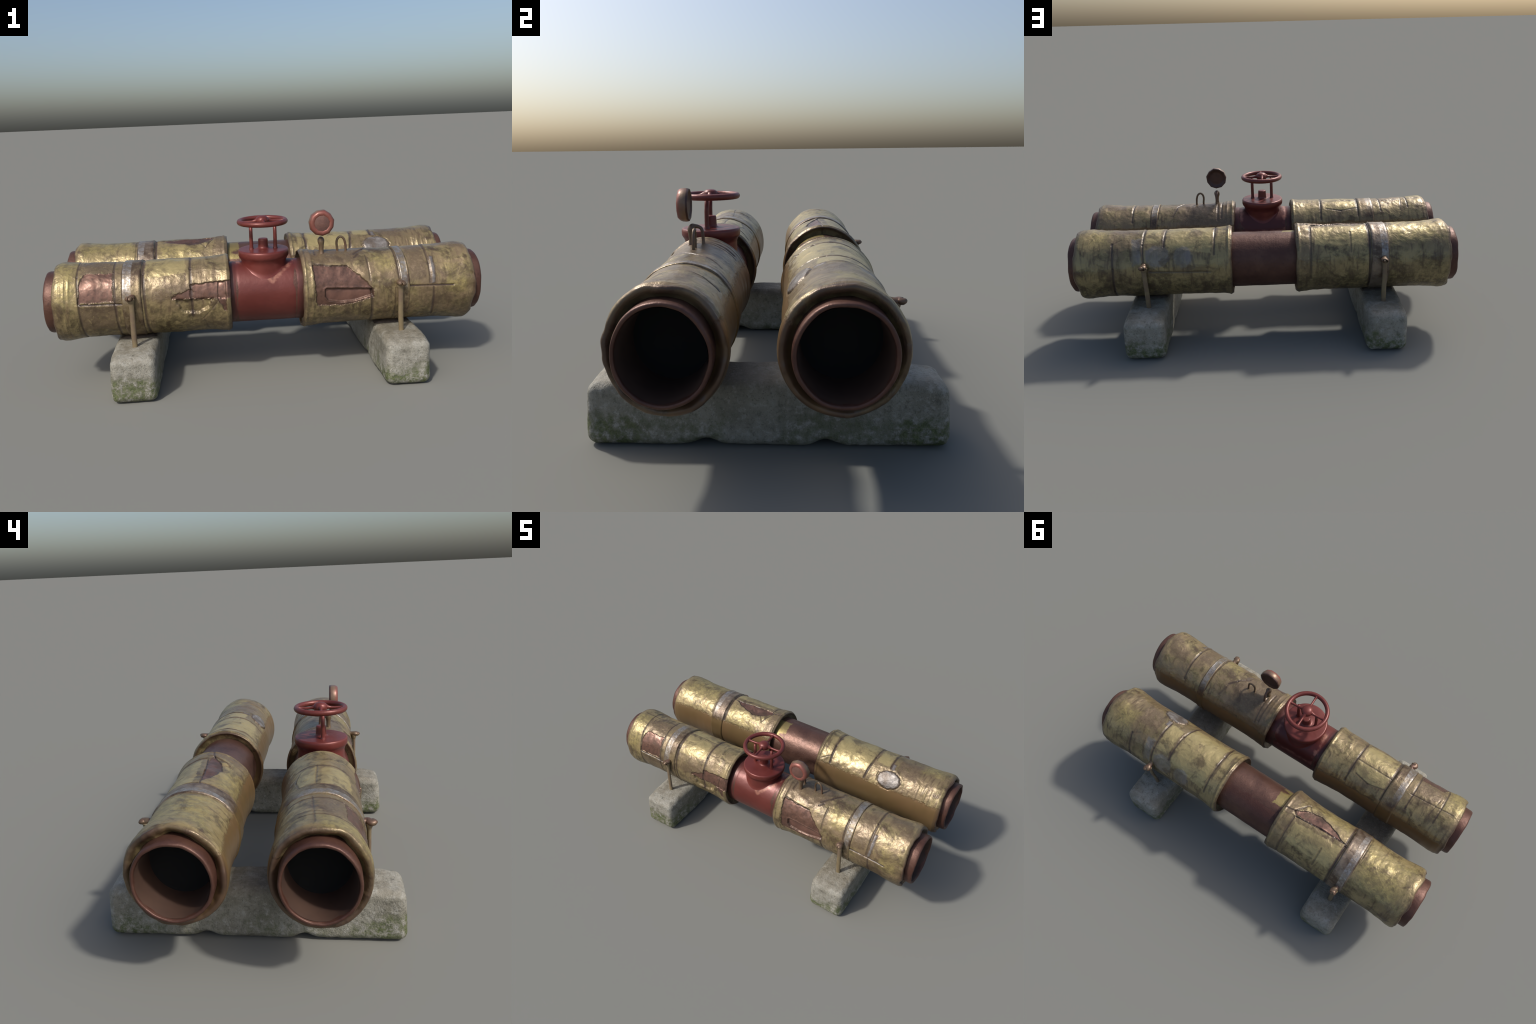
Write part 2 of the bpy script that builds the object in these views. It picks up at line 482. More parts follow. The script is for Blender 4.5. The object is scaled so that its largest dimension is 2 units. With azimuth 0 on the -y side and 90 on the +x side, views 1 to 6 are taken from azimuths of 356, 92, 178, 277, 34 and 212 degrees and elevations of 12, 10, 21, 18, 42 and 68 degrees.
def wrap_material(w, name):
    m = Mat(name)
    x = m.x
    phi = ((m.y * -1.0 + w.yc) * (1.0 / FLAT[w.yc])).m('ARCTAN2', m.z - Z_AXIS)
    s = phi * R_REF
    deg = phi * (180 / math.pi)
    jag = jag_field(x, s)
    off = (w.seed * 1.7, w.seed * 0.9, 0)
    n1 = m.noise(4.5, 5, 0.6, 0.3, loc=off)
    n2 = m.noise(13, 5, 0.62, 0.4, loc=off)
    n3 = m.noise(48, 5, 0.7, loc=off)
    streak = m.noise(16, 4, 0.6, stretch=(3.5, 0.6, 0.6), loc=off)
    fine = m.noise(120, 3, 0.65)
    c = m.mix(n1.step(0.44, 0.62), YELLOW, TAN)
    c = m.mix(n2.step(0.46, 0.62) * 0.85, c, OLIVE)
    c = m.mix(streak.step(0.50, 0.68) * 0.7, c, BROWN)
    c = m.mix((n3 * 0.4 + n2 * 0.9).step(0.66, 0.84) * 0.85, c, BROWN)
    c = m.mix(n3.step(0.42, 0.28) * 0.4, c, (0.36, 0.30, 0.17))
    grime = m.noise(8, 6, 0.68, 0.6, loc=(off[0] + 4, off[1], 2))
    metal, rough = S.const(m.nt, 0.34), m.lerp(n2, 0.26, 0.46)
    c = m.mix(n2.step(0.62, 0.40) * w.warm, c, (0.200, 0.142, 0.086))
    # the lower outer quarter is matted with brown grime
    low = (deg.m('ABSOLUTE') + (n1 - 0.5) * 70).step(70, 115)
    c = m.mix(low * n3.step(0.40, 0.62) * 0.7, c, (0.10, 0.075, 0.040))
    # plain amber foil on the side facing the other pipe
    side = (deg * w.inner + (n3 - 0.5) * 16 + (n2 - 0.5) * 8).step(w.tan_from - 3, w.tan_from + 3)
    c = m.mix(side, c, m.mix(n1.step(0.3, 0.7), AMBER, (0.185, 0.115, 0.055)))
    calm = S.const(m.nt, 1.0)
    bumpy = (n3 * 0.28 + n2 * 2.0 + fine * 0.06) * (1.0 - side * 0.95)
    # worn ends
    ax = x.m('ABSOLUTE')
    end = ax.step(0.932, 0.960).max(ax.step(0.178, 0.160))
    c = m.mix(end * (0.45 + n2 * 0.8), c, (0.085, 0.050, 0.035))
    def over(mask, col, c, metal, rough, mm, rr):
        return m.mix(mask, c, col), m.lerp(mask, metal, mm), m.lerp(mask, rough, rr)
    for p in w.polys:
        d = p.dist(x, s, jag)
        k = p.kind
        mk = d.step(-p.soft, p.soft)
        if k in ('bare', 'hole'):
            col = m.mix(n3.step(0.4, 0.65), COPPER, (0.100, 0.056, 0.042))
            if k == 'hole': col = m.mix(n2.step(0.4, 0.65), (0.15, 0.075, 0.055), (0.10, 0.05, 0.038))
            c, metal, rough = over(mk, col, c, metal, rough, 0.5 if k == 'bare' else 0.2, 0.34 if k == 'bare' else 0.5)
            calm = calm * (1.0 - mk * 0.75)
            edge = d.m('ABSOLUTE').step(0.006, 0.001)
            c = m.mix(edge * 0.45, c, BROWN)
        elif k == 'stain':
            mk = (d + (n2 - 0.5) * 0.05).step(-0.010, 0.012) * n3.step(0.30, 0.5)
            c = m.mix(mk * 0.85, c, m.mix(n3.step(0.4, 0.6), (0.115, 0.078, 0.050), (0.170, 0.124, 0.074)))
        elif k == 'silver':
            col = m.mix((n2 * 0.6 + n3 * 0.5).step(0.45, 0.65), (0.24, 0.222, 0.208), (0.15, 0.134, 0.12))
            c, metal, rough = over(mk, col, c, metal, rough, 0.35, 0.42)
            edge = d.m('ABSOLUTE').step(0.008, 0.001)
            c = m.mix(edge * 0.6, c, BROWN)
        elif k == 'grey':
            mk = (d + (n2 - 0.5) * 0.02).step(-0.008, 0.010)
            c = m.mix(mk * 0.7, c, m.mix(n2.step(0.4, 0.6), (0.20, 0.185, 0.175), (0.165, 0.145, 0.115)))
        elif k == 'panel':
            mk = (d + (n3 - 0.5) * 0.006).step(-0.003, 0.004)
            c = m.mix(mk * 0.85, c, m.mix(n2.step(0.45, 0.7), (0.35, 0.283, 0.130), (0.24, 0.188, 0.095)))
        elif k == 'bright':
            mk = (d + (n2 - 0.5) * 0.06).step(-0.02, 0.03)
            c = m.mix(mk * 0.65, c, m.mix(n3.step(0.40, 0.60), (0.35, 0.285, 0.110), (0.225, 0.18, 0.08)))
    c = m.mix(grime.step(0.53, 0.66) * (1.0 - side) * 0.66, c, (0.075, 0.050, 0.032))
    for g in w.segs:
        d, n = g.dist(x, s)
        mk = (d + (n3 - 0.5) * 0.006).step(g.w * 2.4, g.w * 0.4) * (n2.step(0.25, 0.5) * 0.4 + 0.6) * g.dark
        c = m.mix(mk, c, DIRT)
        metal = metal * (1.0 - mk)
    return m.out(c, rough, metal, bumpy * calm, 0.0055, 0.5)

def strap_material(name, yc, silver_x, silver_phi, base=TAN):
    """band of sheet metal; a bright zinc stretch lies on the weather side"""
    m = Mat(name)
    phi = ((m.y * -1.0 + yc) * (1.0 / FLAT[yc])).m('ARCTAN2', m.z - Z_AXIS) * (180 / math.pi)
    n2, n3 = m.noise(13, 4), m.noise(50, 4, 0.7)
    c = m.mix(n2.step(0.35, 0.65), base, BROWN)
    c = m.mix(n3.step(0.5, 0.7) * 0.5, c, (0.30, 0.24, 0.15))
    x = m.x + (n2 - 0.5) * 0.008
    k = (x.step(silver_x[0] - 0.002, silver_x[0] + 0.003) * x.step(silver_x[1] + 0.003, silver_x[1] - 0.002)
         * (phi + (n2 - 0.5) * 30).step(silver_phi[0] - 12, silver_phi[0] + 12) * (phi + (n2 - 0.5) * 30).step(silver_phi[1] + 8, silver_phi[1] - 8))
    k = k * m.lerp(n3.step(0.36, 0.60), 0.85, 0.2)
    c = m.mix(k, c, SILVER)
    inner = -1 if yc < 0 else 1
    side = (phi * inner + (n3 - 0.5) * 16).step(58, 66)
    c = m.mix(side, c, AMBER)
    return m.out(c, m.lerp(n3, 0.28, 0.48), m.lerp(k, 0.45, 0.7), (n3 + n2) * (1.0 - side * 0.9), 0.004, 0.5)

# front pipe, -x half
FL = Wrap(-1, Y_FRONT, seed=3, warm=0.3,
    segs=[Seg(-0.845, -35, -0.845, 40, .0035, .002), Seg(-0.845, 40, -0.838, 73, .0035, .0025), Seg(-0.838, 73, -0.825, 165, .004, .003),
          Seg(-0.686, -40, -0.684, 30, .0035, .002), Seg(-0.684, 30, -0.667, 165, .004, .003),
          Seg(-0.552, -50, -0.553, 40, .0045, .003), Seg(-0.553, 40, -0.536, 165, .0045, .0035),
          Seg(-0.335, -55, -0.343, 35, .0045, .003), Seg(-0.342, 35, -0.337, 112, .0045, .0025),
          Seg(-0.830, 83, -0.640, 85, .0028, .006, 0.95, lip=0.003),
          Seg(-0.345, -5, -0.550, -6, .0035, .0015, 0.6), Seg(-0.373, -31, -0.454, -37, .004, .0015, 0.55), Seg(-0.454, -37, -0.55, -30, .004, .0015, 0.55),
          Seg(-0.668, -10, -0.915, -5, .003, .0015, 0.6), Seg(-0.82, 8, -0.80, -40, .003, .001, 0.4),
          Seg(-0.290, 116, -0.228, 91, .003, .002, 0.4, lip=0.003), Seg(-0.290, 116, -0.263, 146, .003, .0015, 0.4)],
    polys=[Poly([(-0.83, 0), (-0.69, 0), (-0.69, 40), (-0.84, 40)], 'stain'),
           Poly([(-0.815, 34), (-0.69, 34), (-0.685, 80), (-0.838, 81), (-0.835, 52)], 'bare', 0.0015, 0.0025, 0.003),
           Poly([(-0.835, 86), (-0.675, 86), (-0.67, 125), (-0.83, 125)], 'stain'),
           Poly([(-0.53, 76), (-0.44, 57), (-0.34, 60), (-0.34, 83), (-0.52, 83)], 'stain'),
           Poly([(-0.345, 61), (-0.15, 58), (-0.15, 84), (-0.345, 84)], 'bare', 0.0035, 0.0025, 0.003),
           Poly([(-0.41, 84), (-0.245, 84), (-0.265, 96), (-0.31, 106), (-0.38, 104)], 'none', 0.014, 0.007, 0.003),
           Poly([(-0.220, 60), (-0.188, 58), (-0.186, 104), (-0.196, 102), (-0.225, 84)], 'bare', 0.0020, 0.0025, 0.002),
           Poly([(-0.43, 78), (-0.33, 66), (-0.33, 82), (-0.43, 83)], 'bare', 0.0015, 0.003, 0.004),
           Poly([(-0.36, -4), (-0.54, -5), (-0.54, -30), (-0.46, -36), (-0.37, -28)], 'panel'),
           Poly([(-0.37, 2), (-0.545, 0), (-0.545, 48), (-0.36, 42)], 'panel'),
           Poly([(-0.95, 0), (-0.855, 0), (-0.85, 80), (-0.95, 80)], 'bright')],
    straps=[(-0.647, -0.558, 'fl')],
    ridges=[(-0.900, 0.004, 0.0014, 45, 150), (-0.880, 0.004, 0.0014, 45, 150), (-0.918, 0.004, 0.0012, 45, 150), (-0.178, 0.007, 0.003, -180, 180)],
    dents=[(-0.78, 25, 0.03, 0.002), (-0.74, 108, 0.02, -0.003), (-0.79, 112, 0.02, 0.003), (-0.27, 35, 0.025, 0.003), (-0.96, 25, 0.03, 0.004), (-0.255, 10, 0.03, 0.003)])

# front pipe, +x half
FR = Wrap(1, Y_FRONT, seed=5, warm=0.75,
    segs=[Seg(0.466, 25, 0.470, 70, .004, .0025, 0.5), Seg(0.474, 84, 0.488, 160, .0045, .0035),
          Seg(0.752, -50, 0.748, 15, .0045, .003), Seg(0.748, 15, 0.745, 79, .004, .0025), Seg(0.760, 86, 0.768, 140, .004, .002),
          Seg(0.605, -45, 0.600, 30, .004, .0025), Seg(0.600, 30, 0.604, 78, .004, .0025), Seg(0.585, 84, 0.59, 150, .0035, .0015, 0.5),
          Seg(0.630, 82, 0.852, 84, .0028, .006, 0.95, lip=0.003),
          Seg(0.412, 22, 0.462, 4, .004, .003), Seg(0.462, 4, 0.500, -12, .0035, .002), Seg(0.455, 10, 0.500, -16, .004, .002, 0.5), Seg(0.433, 22, 0.41, 30, .004, .003),
          Seg(0.498, -19, 0.520, -40, .005, .002, 0.6), Seg(0.222, 40, 0.30, 44, .003, .003, 0.7), Seg(0.30, 44, 0.372, 45, .003, .003, 0.7),
          Seg(0.235, 20, 0.240, -45, .005, .003, 0.6), Seg(0.262, 5, 0.262, -50, .005, .003, 0.5)],
    polys=[Poly([(0.196, -60), (0.47, -60), (0.44, 20), (0.41, 40), (0.196, 40)], 'stain'),
           Poly([(0.215, 42), (0.372, 45), (0.484, 84), (0.486, 96), (0.41, 104), (0.33, 107), (0.225, 105), (0.213, 60)], 'bare', 0.0028, 0.003, 0.003),
           Poly([(0.262, 81), (0.27, 79), (0.475, 83), (0.480, 93), (0.40, 101), (0.33, 103), (0.275, 98), (0.262, 92)], 'hole', 0.011, 0.0022, 0.0008, edge=0.0022),
           Poly([(0.79, -20), (0.90, -20), (0.94, 10), (0.93, 30), (0.80, 0)], 'stain'),
           Poly([(0.49, 20), (0.585, 20), (0.585, 60), (0.49, 60)], 'bright'),
           Poly([(0.65, 0), (0.74, 0), (0.735, 75), (0.65, 75)], 'stain'),
           Poly([(0.757, 36), (0.772, 36), (0.770, 80), (0.752, 80)], 'silver', -0.001, 0.003, 0.002),
           Poly([(0.82, 50), (0.92, 50), (0.92, 95), (0.82, 95)], 'bright')],
    straps=[(0.606, 0.648, 'fr')],
    ridges=[(0.177, 0.006, 0.0035, -180, 180), (0.208, 0.006, 0.0025, -60, 130), (0.760, 0.006, 0.002, -30, 80)],
    dents=[(0.44, 62, 0.02, 0.005), (0.50, 70, 0.012, -0.004), (0.49, 82, 0.010, -0.004), (0.52, 62, 0.014, 0.003), (0.93, 88, 0.02, -0.006), (0.955, 80, 0.02, 0.004),
           (0.95, 20, 0.04, 0.004), (0.94, 70, 0.012, -0.004), (0.31, 30, 0.02, 0.003), (0.37, 35, 0.018, 0.004), (0.25, 38, 0.015, 0.003)])

# rear pipe, +x half
RRW = Wrap(1, Y_REAR, seed=8,
    segs=[Seg(0.252, -60, 0.250, 20, .0045, .003), Seg(0.250, 20, 0.256, 58, .005, .0045, 0.95),
          Seg(0.507, -44, 0.503, 10, .0045, .003), Seg(0.503, 10, 0.482, 60, .005, .0045, 0.95),
          Seg(0.606, -75, 0.612, -40, .004, .003), Seg(0.612, -40, 0.610, 22, .0045, .003),
          Seg(0.766, -35, 0.760, -80, .004, .003), Seg(0.760, -80, 0.772, -150, .0045, .004, 0.95),
          Seg(0.58, -86, 0.27, -89, .004, .002, 0.6), Seg(0.46, -57, 0.45, -85, .003, .001, 0.4), Seg(0.365, -60, 0.352, -80, .004, .001, 0.5),
          Seg(0.195, 55, 0.253, 42, .003, .002, 0.5), Seg(0.85, 20, 0.83, 50, .005, -0.001, 0.3), Seg(0.77, -38, 0.72, -28, .004, .001, .3)],
    polys=[Poly([(0.265, -58), (0.495, -44), (0.495, 45), (0.262, 45)], 'panel'),
           Poly([(0.52, -40), (0.598, -35), (0.60, 20), (0.52, 20)], 'panel'),
           Poly(disc(0.626, 46, 0.068, 17), 'silver', -0.0035, 0.009, 0.003, edge=-0.003),
           Poly([(0.606, 12), (0.63, 12), (0.634, 24), (0.61, 26)], 'silver', 0, 0.003, 0.003),
           Poly([(0.62, -25), (0.67, -25), (0.66, -75), (0.615, -70)], 'grey'),
           Poly(disc(0.538, -60, 0.062, 20), 'grey'),
           Poly(disc(0.408, -62, 0.050, 19), 'grey'),
           Poly([(0.65, -10), (0.78, -10), (0.78, 32), (0.70, 32), (0.65, 15)], 'stain'),
           Poly([(0.78, -40), (0.90, -40), (0.90, 10), (0.78, 5)], 'bright')],
    straps=[],
    ridges=[(0.178, 0.007, 0.004, -180, 180), (0.618, 0.006, 0.0018, -80, 25), (0.80, 0.005, 0.0014, 35, 62), (0.825, 0.005, 0.0014, 35, 62), (0.85, 0.005, 0.0016, 35, 62), (0.875, 0.005, 0.0014, 35, 62), (0.90, 0.005, 0.0014, 35, 62)],
    dents=[(0.30, 50, 0.015, 0.002), (0.22, 48, 0.015, 0.003), (0.34, 54, 0.012, -0.002), (0.38, 55, 0.012, 0.002), (0.95, -10, 0.04, 0.003)])

# rear pipe, -x half
RLW = Wrap(-1, Y_REAR, seed=12,
    segs=[Seg(-0.240, -5, -0.234, -110, .0045, .003, 0.7), Seg(-0.443, -25, -0.441, -63, .004, .002, 0.6),
          Seg(-0.535, 60, -0.538, 0, .005, .004, 0.95), Seg(-0.538, 0, -0.538, -140, .005, .0045, 0.95),
          Seg(-0.640, 55, -0.640, 0, .004, .002, 0.5),
          Seg(-0.272, 32, -0.226, 5, .003, .003, 0.7, lip=0.003), Seg(-0.226, 5, -0.172, 2, .003, .003, 0.7), Seg(-0.30, 22, -0.275, 34, .003, .003, 0.6),
          Seg(-0.53, 4, -0.39, 3, .0028, .004, 0.85, lip=0.003), Seg(-0.39, 3, -0.25, -2, .0028, .005, 0.9, lip=0.004), Seg(-0.25, -2, -0.226, 6, .003, .004, 0.8)],
    polys=[Poly([(-0.525, 3), (-0.39, 2), (-0.25, -1), (-0.228, 6), (-0.29, 20), (-0.36, 25), (-0.45, 16)], 'bare', 0.0035, 0.003, 0.002),
           Poly([(-0.235, -4), (-0.175, -4), (-0.175, 50), (-0.24, 50)], 'stain'),
           Poly([(-0.90, -45), (-0.66, -50), (-0.66, 30), (-0.90, 40)], 'bright'),
           Poly([(-0.52, 22), (-0.30, 30), (-0.30, 58), (-0.52, 58)], 'bright'),
           Poly([(-0.26, -10), (-0.53, -5), (-0.53, -50), (-0.26, -50)], 'panel')],
    straps=[(-0.636, -0.545, 'rl')],
    ridges=[(-0.178, 0.007, 0.003, -180, 180)],
    dents=[(-0.92, 20, 0.03, 0.002), (-0.27, 25, 0.015, 0.004), (-0.34, 15, 0.02, -0.002), (-0.40, 40, 0.02, 0.002)])

# ------------------------------------------------------------------ pipes
def build_pipe(yc, x0, x1, seed, mat, bore_mat, plug_mat):
    n = 160
    phi = np.linspace(-np.pi, np.pi, n, endpoint=False)
    cs, sn = np.cos(phi), np.sin(phi)
    wobble = lambda k: 0.0016 * fbm(np.zeros(n), sn, cs, 2.6, seed + k, 2)
    rows = [(x0 + 0.19, R_BORE - 0.009), (x0 + 0.012, R_BORE - 0.0008), (x0 + 0.003, R_BORE + 0.001), (x0, R_BORE + 0.003), (x0, R_PIPE - 0.005),
            (x0 + 0.003, R_PIPE - 0.002), (x0 + 0.010, R_PIPE)]
    mid = [(x0 + 0.010 + (x1 - x0 - 0.020) * q, R_PIPE) for q in np.linspace(0.01, 0.99, 150)]
    rows2 = [(x1 - (x - x0), r) for x, r in rows[::-1]]
    allr = rows + mid + rows2
    X = np.array([[x] * n for x, r in allr])
    R = np.array([[r] * n for x, r in allr])
    near0 = np.exp(-np.abs(X - x0) / 0.02)
    near1 = np.exp(-np.abs(X - x1) / 0.02)
    R = R + near0 * wobble(1) * 1.3 + near1 * wobble(2) * 1.3
    X = X + near0 * wobble(3) * 1.2 + near1 * wobble(4) * 1.2
    P = np.broadcast_to(phi, X.shape)
    R = R + 0.0008 * fbm(X, sn[None] * R_PIPE, cs[None] * R_PIPE, 16.0, seed + 9, 2) * (R > R_PIPE - 0.004)
    v, f = ring_mesh(X, R, yc, P)
    pipe = add('pipe', v, f, mat)
    # lining of the bore and the dark stop deep inside, at each end
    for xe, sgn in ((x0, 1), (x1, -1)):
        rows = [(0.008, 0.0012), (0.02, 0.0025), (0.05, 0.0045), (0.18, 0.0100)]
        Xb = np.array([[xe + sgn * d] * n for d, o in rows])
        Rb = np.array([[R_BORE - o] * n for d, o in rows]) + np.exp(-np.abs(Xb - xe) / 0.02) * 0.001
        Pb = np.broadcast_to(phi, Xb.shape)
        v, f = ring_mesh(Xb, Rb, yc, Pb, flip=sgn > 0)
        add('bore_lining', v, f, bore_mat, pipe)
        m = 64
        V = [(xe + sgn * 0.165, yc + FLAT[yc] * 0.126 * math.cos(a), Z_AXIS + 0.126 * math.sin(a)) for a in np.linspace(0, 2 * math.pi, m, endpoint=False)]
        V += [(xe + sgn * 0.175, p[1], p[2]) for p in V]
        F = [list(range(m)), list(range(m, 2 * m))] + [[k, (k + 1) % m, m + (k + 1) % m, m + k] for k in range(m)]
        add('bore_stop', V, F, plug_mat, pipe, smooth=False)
    return pipe

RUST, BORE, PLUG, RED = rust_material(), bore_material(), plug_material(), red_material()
pipe_f = build_pipe(Y_FRONT, -0.9985, 0.9975, 31, RUST, BORE, PLUG)
pipe_r = build_pipe(Y_REAR, -0.9985, 0.9930, 37, RUST, BORE, PLUG)

# bare middle of the rear pipe
n = 160
phi = np.linspace(-np.pi, np.pi, n, endpoint=False)
xs = np.linspace(-0.185, 0.185, 60)
X, P = np.meshgrid(xs, phi, indexing='ij')
R = 0.1432 + 0.0007 * fbm(X, np.sin(P) * 0.14, np.cos(P) * 0.14, 20.0, 51, 3)
v, f = ring_mesh(X, R + 0.001, Y_REAR, P)
v[:, 1] -= 0.005
add('bare_section', v, f, middle_material(), pipe_r)

STRAPS = {'fl': strap_material('strap_metal_a', Y_FRONT, (-0.645, -0.606), (-30, 78)),
          'fr': strap_material('strap_metal_b', Y_FRONT, (0.606, 0.640), (-35, 78)),
          'rl': strap_material('strap_metal_c', Y_REAR, (-0.630, -0.598), (-75, 50), (0.21, 0.165, 0.125))}
for w, par, nm in ((FL, pipe_f, 'foil_a'), (FR, pipe_f, 'foil_b'), (RRW, pipe_r, 'foil_c'), (RLW, pipe_r, 'foil_d')):
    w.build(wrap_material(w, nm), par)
    w.build_straps(par, STRAPS)

# ------------------------------------------------------------------ valve
xs = np.linspace(-0.185, 0.185, 60)
X, P = np.meshgrid(xs, phi, indexing='ij')
R = 0.1435 + 0.0005 * fbm(X, np.sin(P) * 0.14, np.cos(P) * 0.14, 18.0, 61, 3) - 0.0015 * np.exp(-((np.abs(X) - 0.135) / 0.006) ** 2)
v, f = ring_mesh(X, R, Y_FRONT, P)
valve = add('valve_body', v, f, red_material('red_body_paint', True))

# neck grows out of the pipe with a fillet and carries the round bonnet
na = 128
rows = []
for t in [0.0, 0.02, 0.05, 0.09, 0.14, 0.2, 0.28, 0.4, 0.55, 0.7, 0.85, 1.0]:
    row = []
    for k in range(na):
        a = 2 * math.pi * k / na
        fil = 0.015 * math.exp(-t / 0.09)
        r = 0.1045 + fil
        dy = r * math.sin(a)
        zp = Z_AXIS + math.sqrt(max(0.1415 ** 2 - min(abs(dy) / FLAT[Y_FRONT], 0.1412) ** 2, 0.0)) - 0.002
        row.append((r * math.cos(a), Y_FRONT + dy, zp + (0.535 - zp) * t))
    rows.append(row)
for r, z in [(0.1055, 0.540), (0.1080, 0.547), (0.1120, 0.554), (0.1150, 0.558), (0.1172, 0.563), (0.1182, 0.569), (0.1182, 0.580),
             (0.1172, 0.586), (0.1150, 0.590), (0.1115, 0.5915), (0.108, 0.5918), (0.07, 0.5922), (0.035, 0.5935), (0.027, 0.596), (0.0245, 0.600), (0.0235, 0.606),
             (0.0228, 0.630), (0.0222, 0.636), (0.0200, 0.6395), (0.016, 0.640), (0.002, 0.640)]:
    rows.append([(r * math.cos(2 * math.pi * k / na), Y_FRONT + r * math.sin(2 * math.pi * k / na), z) for k in range(na)])
V = [p for row in rows for p in row]
F = [list(q) for q in grid_faces(len(rows), na)]
F.append([(len(rows) - 1) * na + k for k in range(na)])
add('valve_bonnet', V, F, RED, valve)

# two posts carry the wheel
for sx in (-0.0555, 0.0562):
    path = [(sx, -0.256, 0.588), (sx, -0.256, 0.592), (sx, -0.256, 0.597), (sx, -0.256, 0.604), (sx, -0.256, 0.66), (sx, -0.254, 0.712)]
    V, F = tube(path, [0.013, 0.012, 0.0100, 0.0088, 0.0086, 0.0082], 16)
    add('wheel_post', V, F, RED, valve)

# handwheel: torus rim, four flared spokes, domed hub
wy, wz = -0.246, 0.7195
RM, RT = 0.1065, 0.0118
V, F = [], []
nu, nv = 96, 20
for i in range(nu):
    a = 2 * math.pi * i / nu
    for k in range(nv):
        b = 2 * math.pi * k / nv
        rr = RM + RT * math.cos(b)
        V.append((rr * math.cos(a), wy + rr * math.sin(a), wz + RT * 1.05 * math.sin(b)))
for i in range(nu):
    for k in range(nv):
        F.append([i * nv + k, ((i + 1) % nu) * nv + k, ((i + 1) % nu) * nv + (k + 1) % nv, i * nv + (k + 1) % nv])
wheel = add('handwheel', V, F, RED, valve)
hub_prof = [(0.004, 0.700), (0.020, 0.702), (0.027, 0.708), (0.0305, 0.716), (0.0315, 0.723), (0.0300, 0.731), (0.0255, 0.738), (0.018, 0.7430), (0.009, 0.7452), (0.001, 0.7457)]
hub = revolve(hub_prof, 48, 0.0, wy)
spokes = [hub]
for k in range(4):
    a = math.pi / 2 * k + math.radians(3)
    c, s_ = math.cos(a), math.sin(a)
    path = [(d * c, wy + d * s_, wz + 0.004 * math.exp(-((d - 0.02) / 0.02) ** 2)) for d in np.linspace(0.018, 0.104, 14)]
    rad = [0.0062 + 0.009 * math.exp(-((d - 0.018) / 0.014) ** 2) + 0.004 * math.exp(-((0.104 - d) / 0.012) ** 2) for d in np.linspace(0.018, 0.104, 14)]
    spokes.append(tube(path, rad, 12, flat=(0, 0, 1)))
V, F = join(spokes[1:])
add('spoke', V, F, RED, valve)
V, F = hub
add('wheel_hub', V, F, RED, valve)

# ------------------------------------------------------------------ gauge, bent pipe stub and lifting loop
gx, gz = 0.2665, 0.7075
def gauge_ring(prof, n, phase):
    V = []
    for r, y in prof:
        for k in range(n):
            a = phase + 2 * math.pi * k / n
            q = 1 + 0.02 * math.sin(3 * k + 1)
            V.append((gx + r * q * math.cos(a), y, gz + r * q * 1.03 * math.sin(a)))
    F = [list(q)[::-1] for q in grid_faces(len(prof), n)]
    F.append([k for k in range(n)])
    F.append([(len(prof) - 1) * n + k for k in range(n)][::-1])
    return V, F
prof = [(0.030, -0.2915), (0.046, -0.2910), (0.050, -0.2870), (0.0555, -0.2860), (0.0575, -0.2870), (0.0590, -0.293), (0.0595, -0.301), (0.0585, -0.312), (0.0560, -0.319), (0.0510, -0.3255), (0.0450, -0.327), (0.0400, -0.3265), (0.0360, -0.3245), (0.0335, -0.3230)]
V, F = gauge_ring(prof, 11, 0.2)
GM = gauge_material()
gauge = add('gauge', V, F, GM, None, True, 48)
V, F = gauge_ring([(0.0362, -0.3238), (0.0345, -0.3246), (0.001, -0.3246)], 11, 0.2)
add('gauge_dial', V, F, dial_material(), gauge)

IRON = iron_material()
ctl = [(0.268, -0.283, 0.545, 0.024), (0.268, -0.283, 0.556, 0.0145), (0.268, -0.282, 0.575, 0.0105), (0.268, -0.282, 0.597, 0.0115), (0.267, -0.281, 0.615, 0.0158),
       (0.267, -0.277, 0.6255, 0.0150), (0.267, -0.268, 0.6290, 0.0088), (0.267, -0.257, 0.6275, 0.0066), (0.267, -0.246, 0.620, 0.0062), (0.268, -0.2415, 0.600, 0.0058), (0.269, -0.2400, 0.575, 0.0062), (0.271, -0.240, 0.552, 0.010)]
sp = spline(ctl, 60)
V, F = tube(sp[:, :3], list(sp[:, 3]), 18)
add('broken_pipe_stub', V, F, IRON, pipe_f)
ctl = [(0.3475, -0.257, 0.548), (0.347, -0.257, 0.575), (0.3445, -0.257, 0.600), (0.348, -0.257, 0.618), (0.3575, -0.257, 0.6285), (0.368, -0.257, 0.6285), (0.3785, -0.257, 0.619), (0.3850, -0.257, 0.600), (0.3875, -0.257, 0.575), (0.387, -0.257, 0.548)]
sp = spline(ctl, 70)
V, F = tube(sp, [0.0056] * 70, 14, flat=(0, 1, 0))
add('lifting_loop', V, F, IRON, pipe_f)

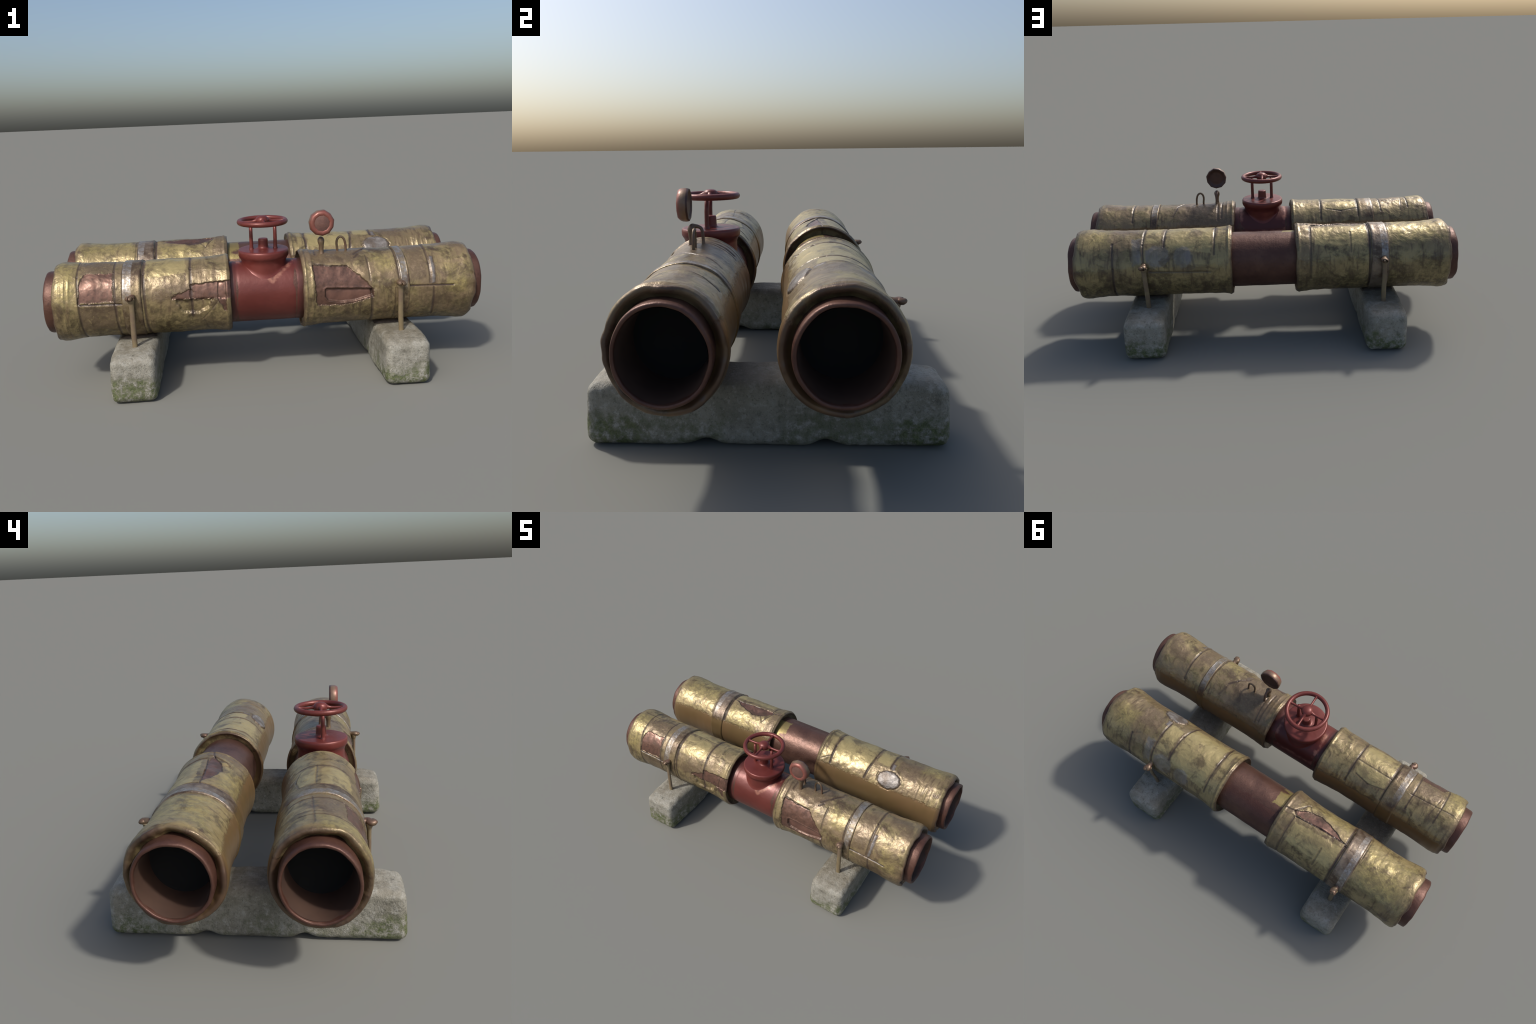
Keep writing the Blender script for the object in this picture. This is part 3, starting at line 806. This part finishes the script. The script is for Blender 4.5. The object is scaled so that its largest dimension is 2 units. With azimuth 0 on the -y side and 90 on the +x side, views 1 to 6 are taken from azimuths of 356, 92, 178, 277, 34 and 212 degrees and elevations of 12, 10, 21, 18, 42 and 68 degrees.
# ------------------------------------------------------------------ hold-down rods
ROD = rod_material()
def hold_down(x, sy, y_top, y_foot, lean, seed):
    rng = np.random.default_rng(seed)
    ctl = []
    for t, ru, rv in [(0, 0.0165, 0.014), (0.03, 0.0135, 0.011), (0.08, 0.0118, 0.0085), (0.35, 0.0122, 0.0082), (0.65, 0.0118, 0.0080), (0.88, 0.0125, 0.0088), (0.95, 0.016, 0.013), (1.0, 0.018, 0.014)]:
        z = 0.194 + (0.432 - 0.194) * t
        ctl.append((x + lean * (1 - t) + rng.normal(0, 0.0008), y_foot + (y_top - y_foot) * t + rng.normal(0, 0.0006), z, ru, rv))
    sp = spline(ctl, 40)
    V, F = tube(sp[:, :3], [(a, b) for a, b in sp[:, 3:]], 16)
    rod = add('hold_down_rod', V, F, ROD)
    # nut-like head driven into the wrap
    path, rad = [], []
    for d, ru, rv in [(-0.056, 0.015, 0.020), (-0.034, 0.014, 0.016), (-0.020, 0.013, 0.0115), (-0.006, 0.015, 0.0120), (0.008, 0.018, 0.0125), (0.016, 0.017, 0.0115), (0.021, 0.012, 0.008), (0.0225, 0.005, 0.003)]:
        path.append((x + 0.003 * rng.normal(), y_top + sy * d, 0.437 + 0.001 * rng.normal()))
        rad.append((ru, rv))
    sp = spline([(*p, *r) for p, r in zip(path, rad)], 30)
    V, F = tube(sp[:, :3], [(a, b) for a, b in sp[:, 3:]], 18)
    add('rod_head', V, F, IRON, rod)
hold_down(-0.604, -1, -0.421, -0.424, 0.0, 1)
hold_down(0.602, -1, -0.421, -0.423, 0.004, 2)
hold_down(0.602, 1, 0.403, 0.394, -0.004, 3)
hold_down(-0.607, 1, 0.402, 0.412, 0.003, 4)

# ------------------------------------------------------------------ concrete blocks
CONC = concrete_material()
def block(cx, seed):
    hx, hy, hz, rr = 0.1020, 0.561, 0.1055, 0.034
    # cube-sphere style grid: six faces of a box, rounded by clamping to an inner box
    N = {0: 36, 1: 200, 2: 44}
    H = (hx, hy, hz)
    V, F = [], []
    for ax in range(3):
        u, v_ = (ax + 1) % 3, (ax + 2) % 3
        for sg in (-1, 1):
            gu = np.linspace(-H[u], H[u], N[u] + 1)
            gv = np.linspace(-H[v_], H[v_], N[v_] + 1)
            U, W = np.meshgrid(gu, gv, indexing='ij')
            Pn = np.zeros(U.shape + (3,))
            Pn[..., u], Pn[..., v_], Pn[..., ax] = U, W, sg * H[ax]
            o = len(V)
            V += Pn.reshape(-1, 3).tolist()
            g = grid_faces(N[u] + 1, N[v_] + 1, wrap=False)
            F += ((g if sg > 0 else g[:, ::-1]) + o).tolist()
    V = np.array(V)
    # weld shared edges
    key = np.round(V * 1e5).astype(np.int64)
    _, idx, inv = np.unique(key, axis=0, return_index=True, return_inverse=True)
    inv = inv.reshape(-1)
    V = V[idx]
    F = [[int(inv[i]) for i in q] for q in F]
    inner = np.array([hx - rr, hy - rr, hz - rr])
    Q = np.clip(V, -inner, inner)
    D = V - Q
    L = np.linalg.norm(D, axis=1)[:, None]
    V = Q + D / np.maximum(L, 1e-9) * rr
    x, y, z = V.T
    up = (z + hz) / (2 * hz)
    # shoulders fall away at both ends, sides lean in slightly, foot slightly tucked
    endz = sstep(0.44, 0.56, np.abs(y))
    z = z - 0.010 * endz * sstep(0.55, 1.0, up)
    y = y - np.sign(y) * sstep(0.45, 0.54, np.abs(y)) * (0.010 * up ** 2)
    x = x * (1 - 0.02 * up)
    # two worn hollows under the block
    for y0 in (-0.183, 0.180):
        z = z + 0.019 * np.exp(-((y - y0) / 0.036) ** 2) * (1 - sstep(0.0, 0.35, up))
    nrm = D / np.maximum(L, 1e-9)
    k = 0.0022 * fbm(x + cx, y, z, 9.0, seed, 3) + 0.0010 * fbm(x + cx, y, z, 40.0, seed + 5, 2)
    V = np.stack([x, y, z], 1) + nrm * k[:, None]
    V[:, 2] += hz
    V[:, 2] = np.maximum(V[:, 2], 0.0)
    V[:, 0] += cx
    add('support_block', V, F, CONC)
block(-0.6050, 71)
block(0.6050, 83)

# thin dark bearing pads between wraps and blocks
def pad_material():
    m = Mat('dark_pad')
    n = m.noise(30, 4)
    return m.out(m.mix(n.step(0.35, 0.65), (0.030, 0.022, 0.018), (0.055, 0.040, 0.030)), 0.7, 0.0, n, 0.003, 0.4)
PAD = pad_material()
for px in (-0.6025, 0.6025):
    for py in (Y_FRONT, Y_REAR):
        rows = []
        n = 48
        for z, k in [(0.196, 1.0), (0.206, 1.0), (0.2125, 0.97), (0.222, 0.80)]:
            rows.append([(px + 0.085 * k * math.copysign(abs(math.cos(a)) ** 0.35, math.cos(a)), py + 0.062 * k * math.copysign(abs(math.sin(a)) ** 0.35, math.sin(a)), z)
                         for a in np.linspace(0, 2 * math.pi, n, endpoint=False)])
        V = [p for r in rows for p in r]
        F = [list(q) for q in grid_faces(len(rows), n)] + [list(range(n))[::-1], [(len(rows) - 1) * n + k for k in range(n)]]
        add('bearing_pad', V, F, PAD)
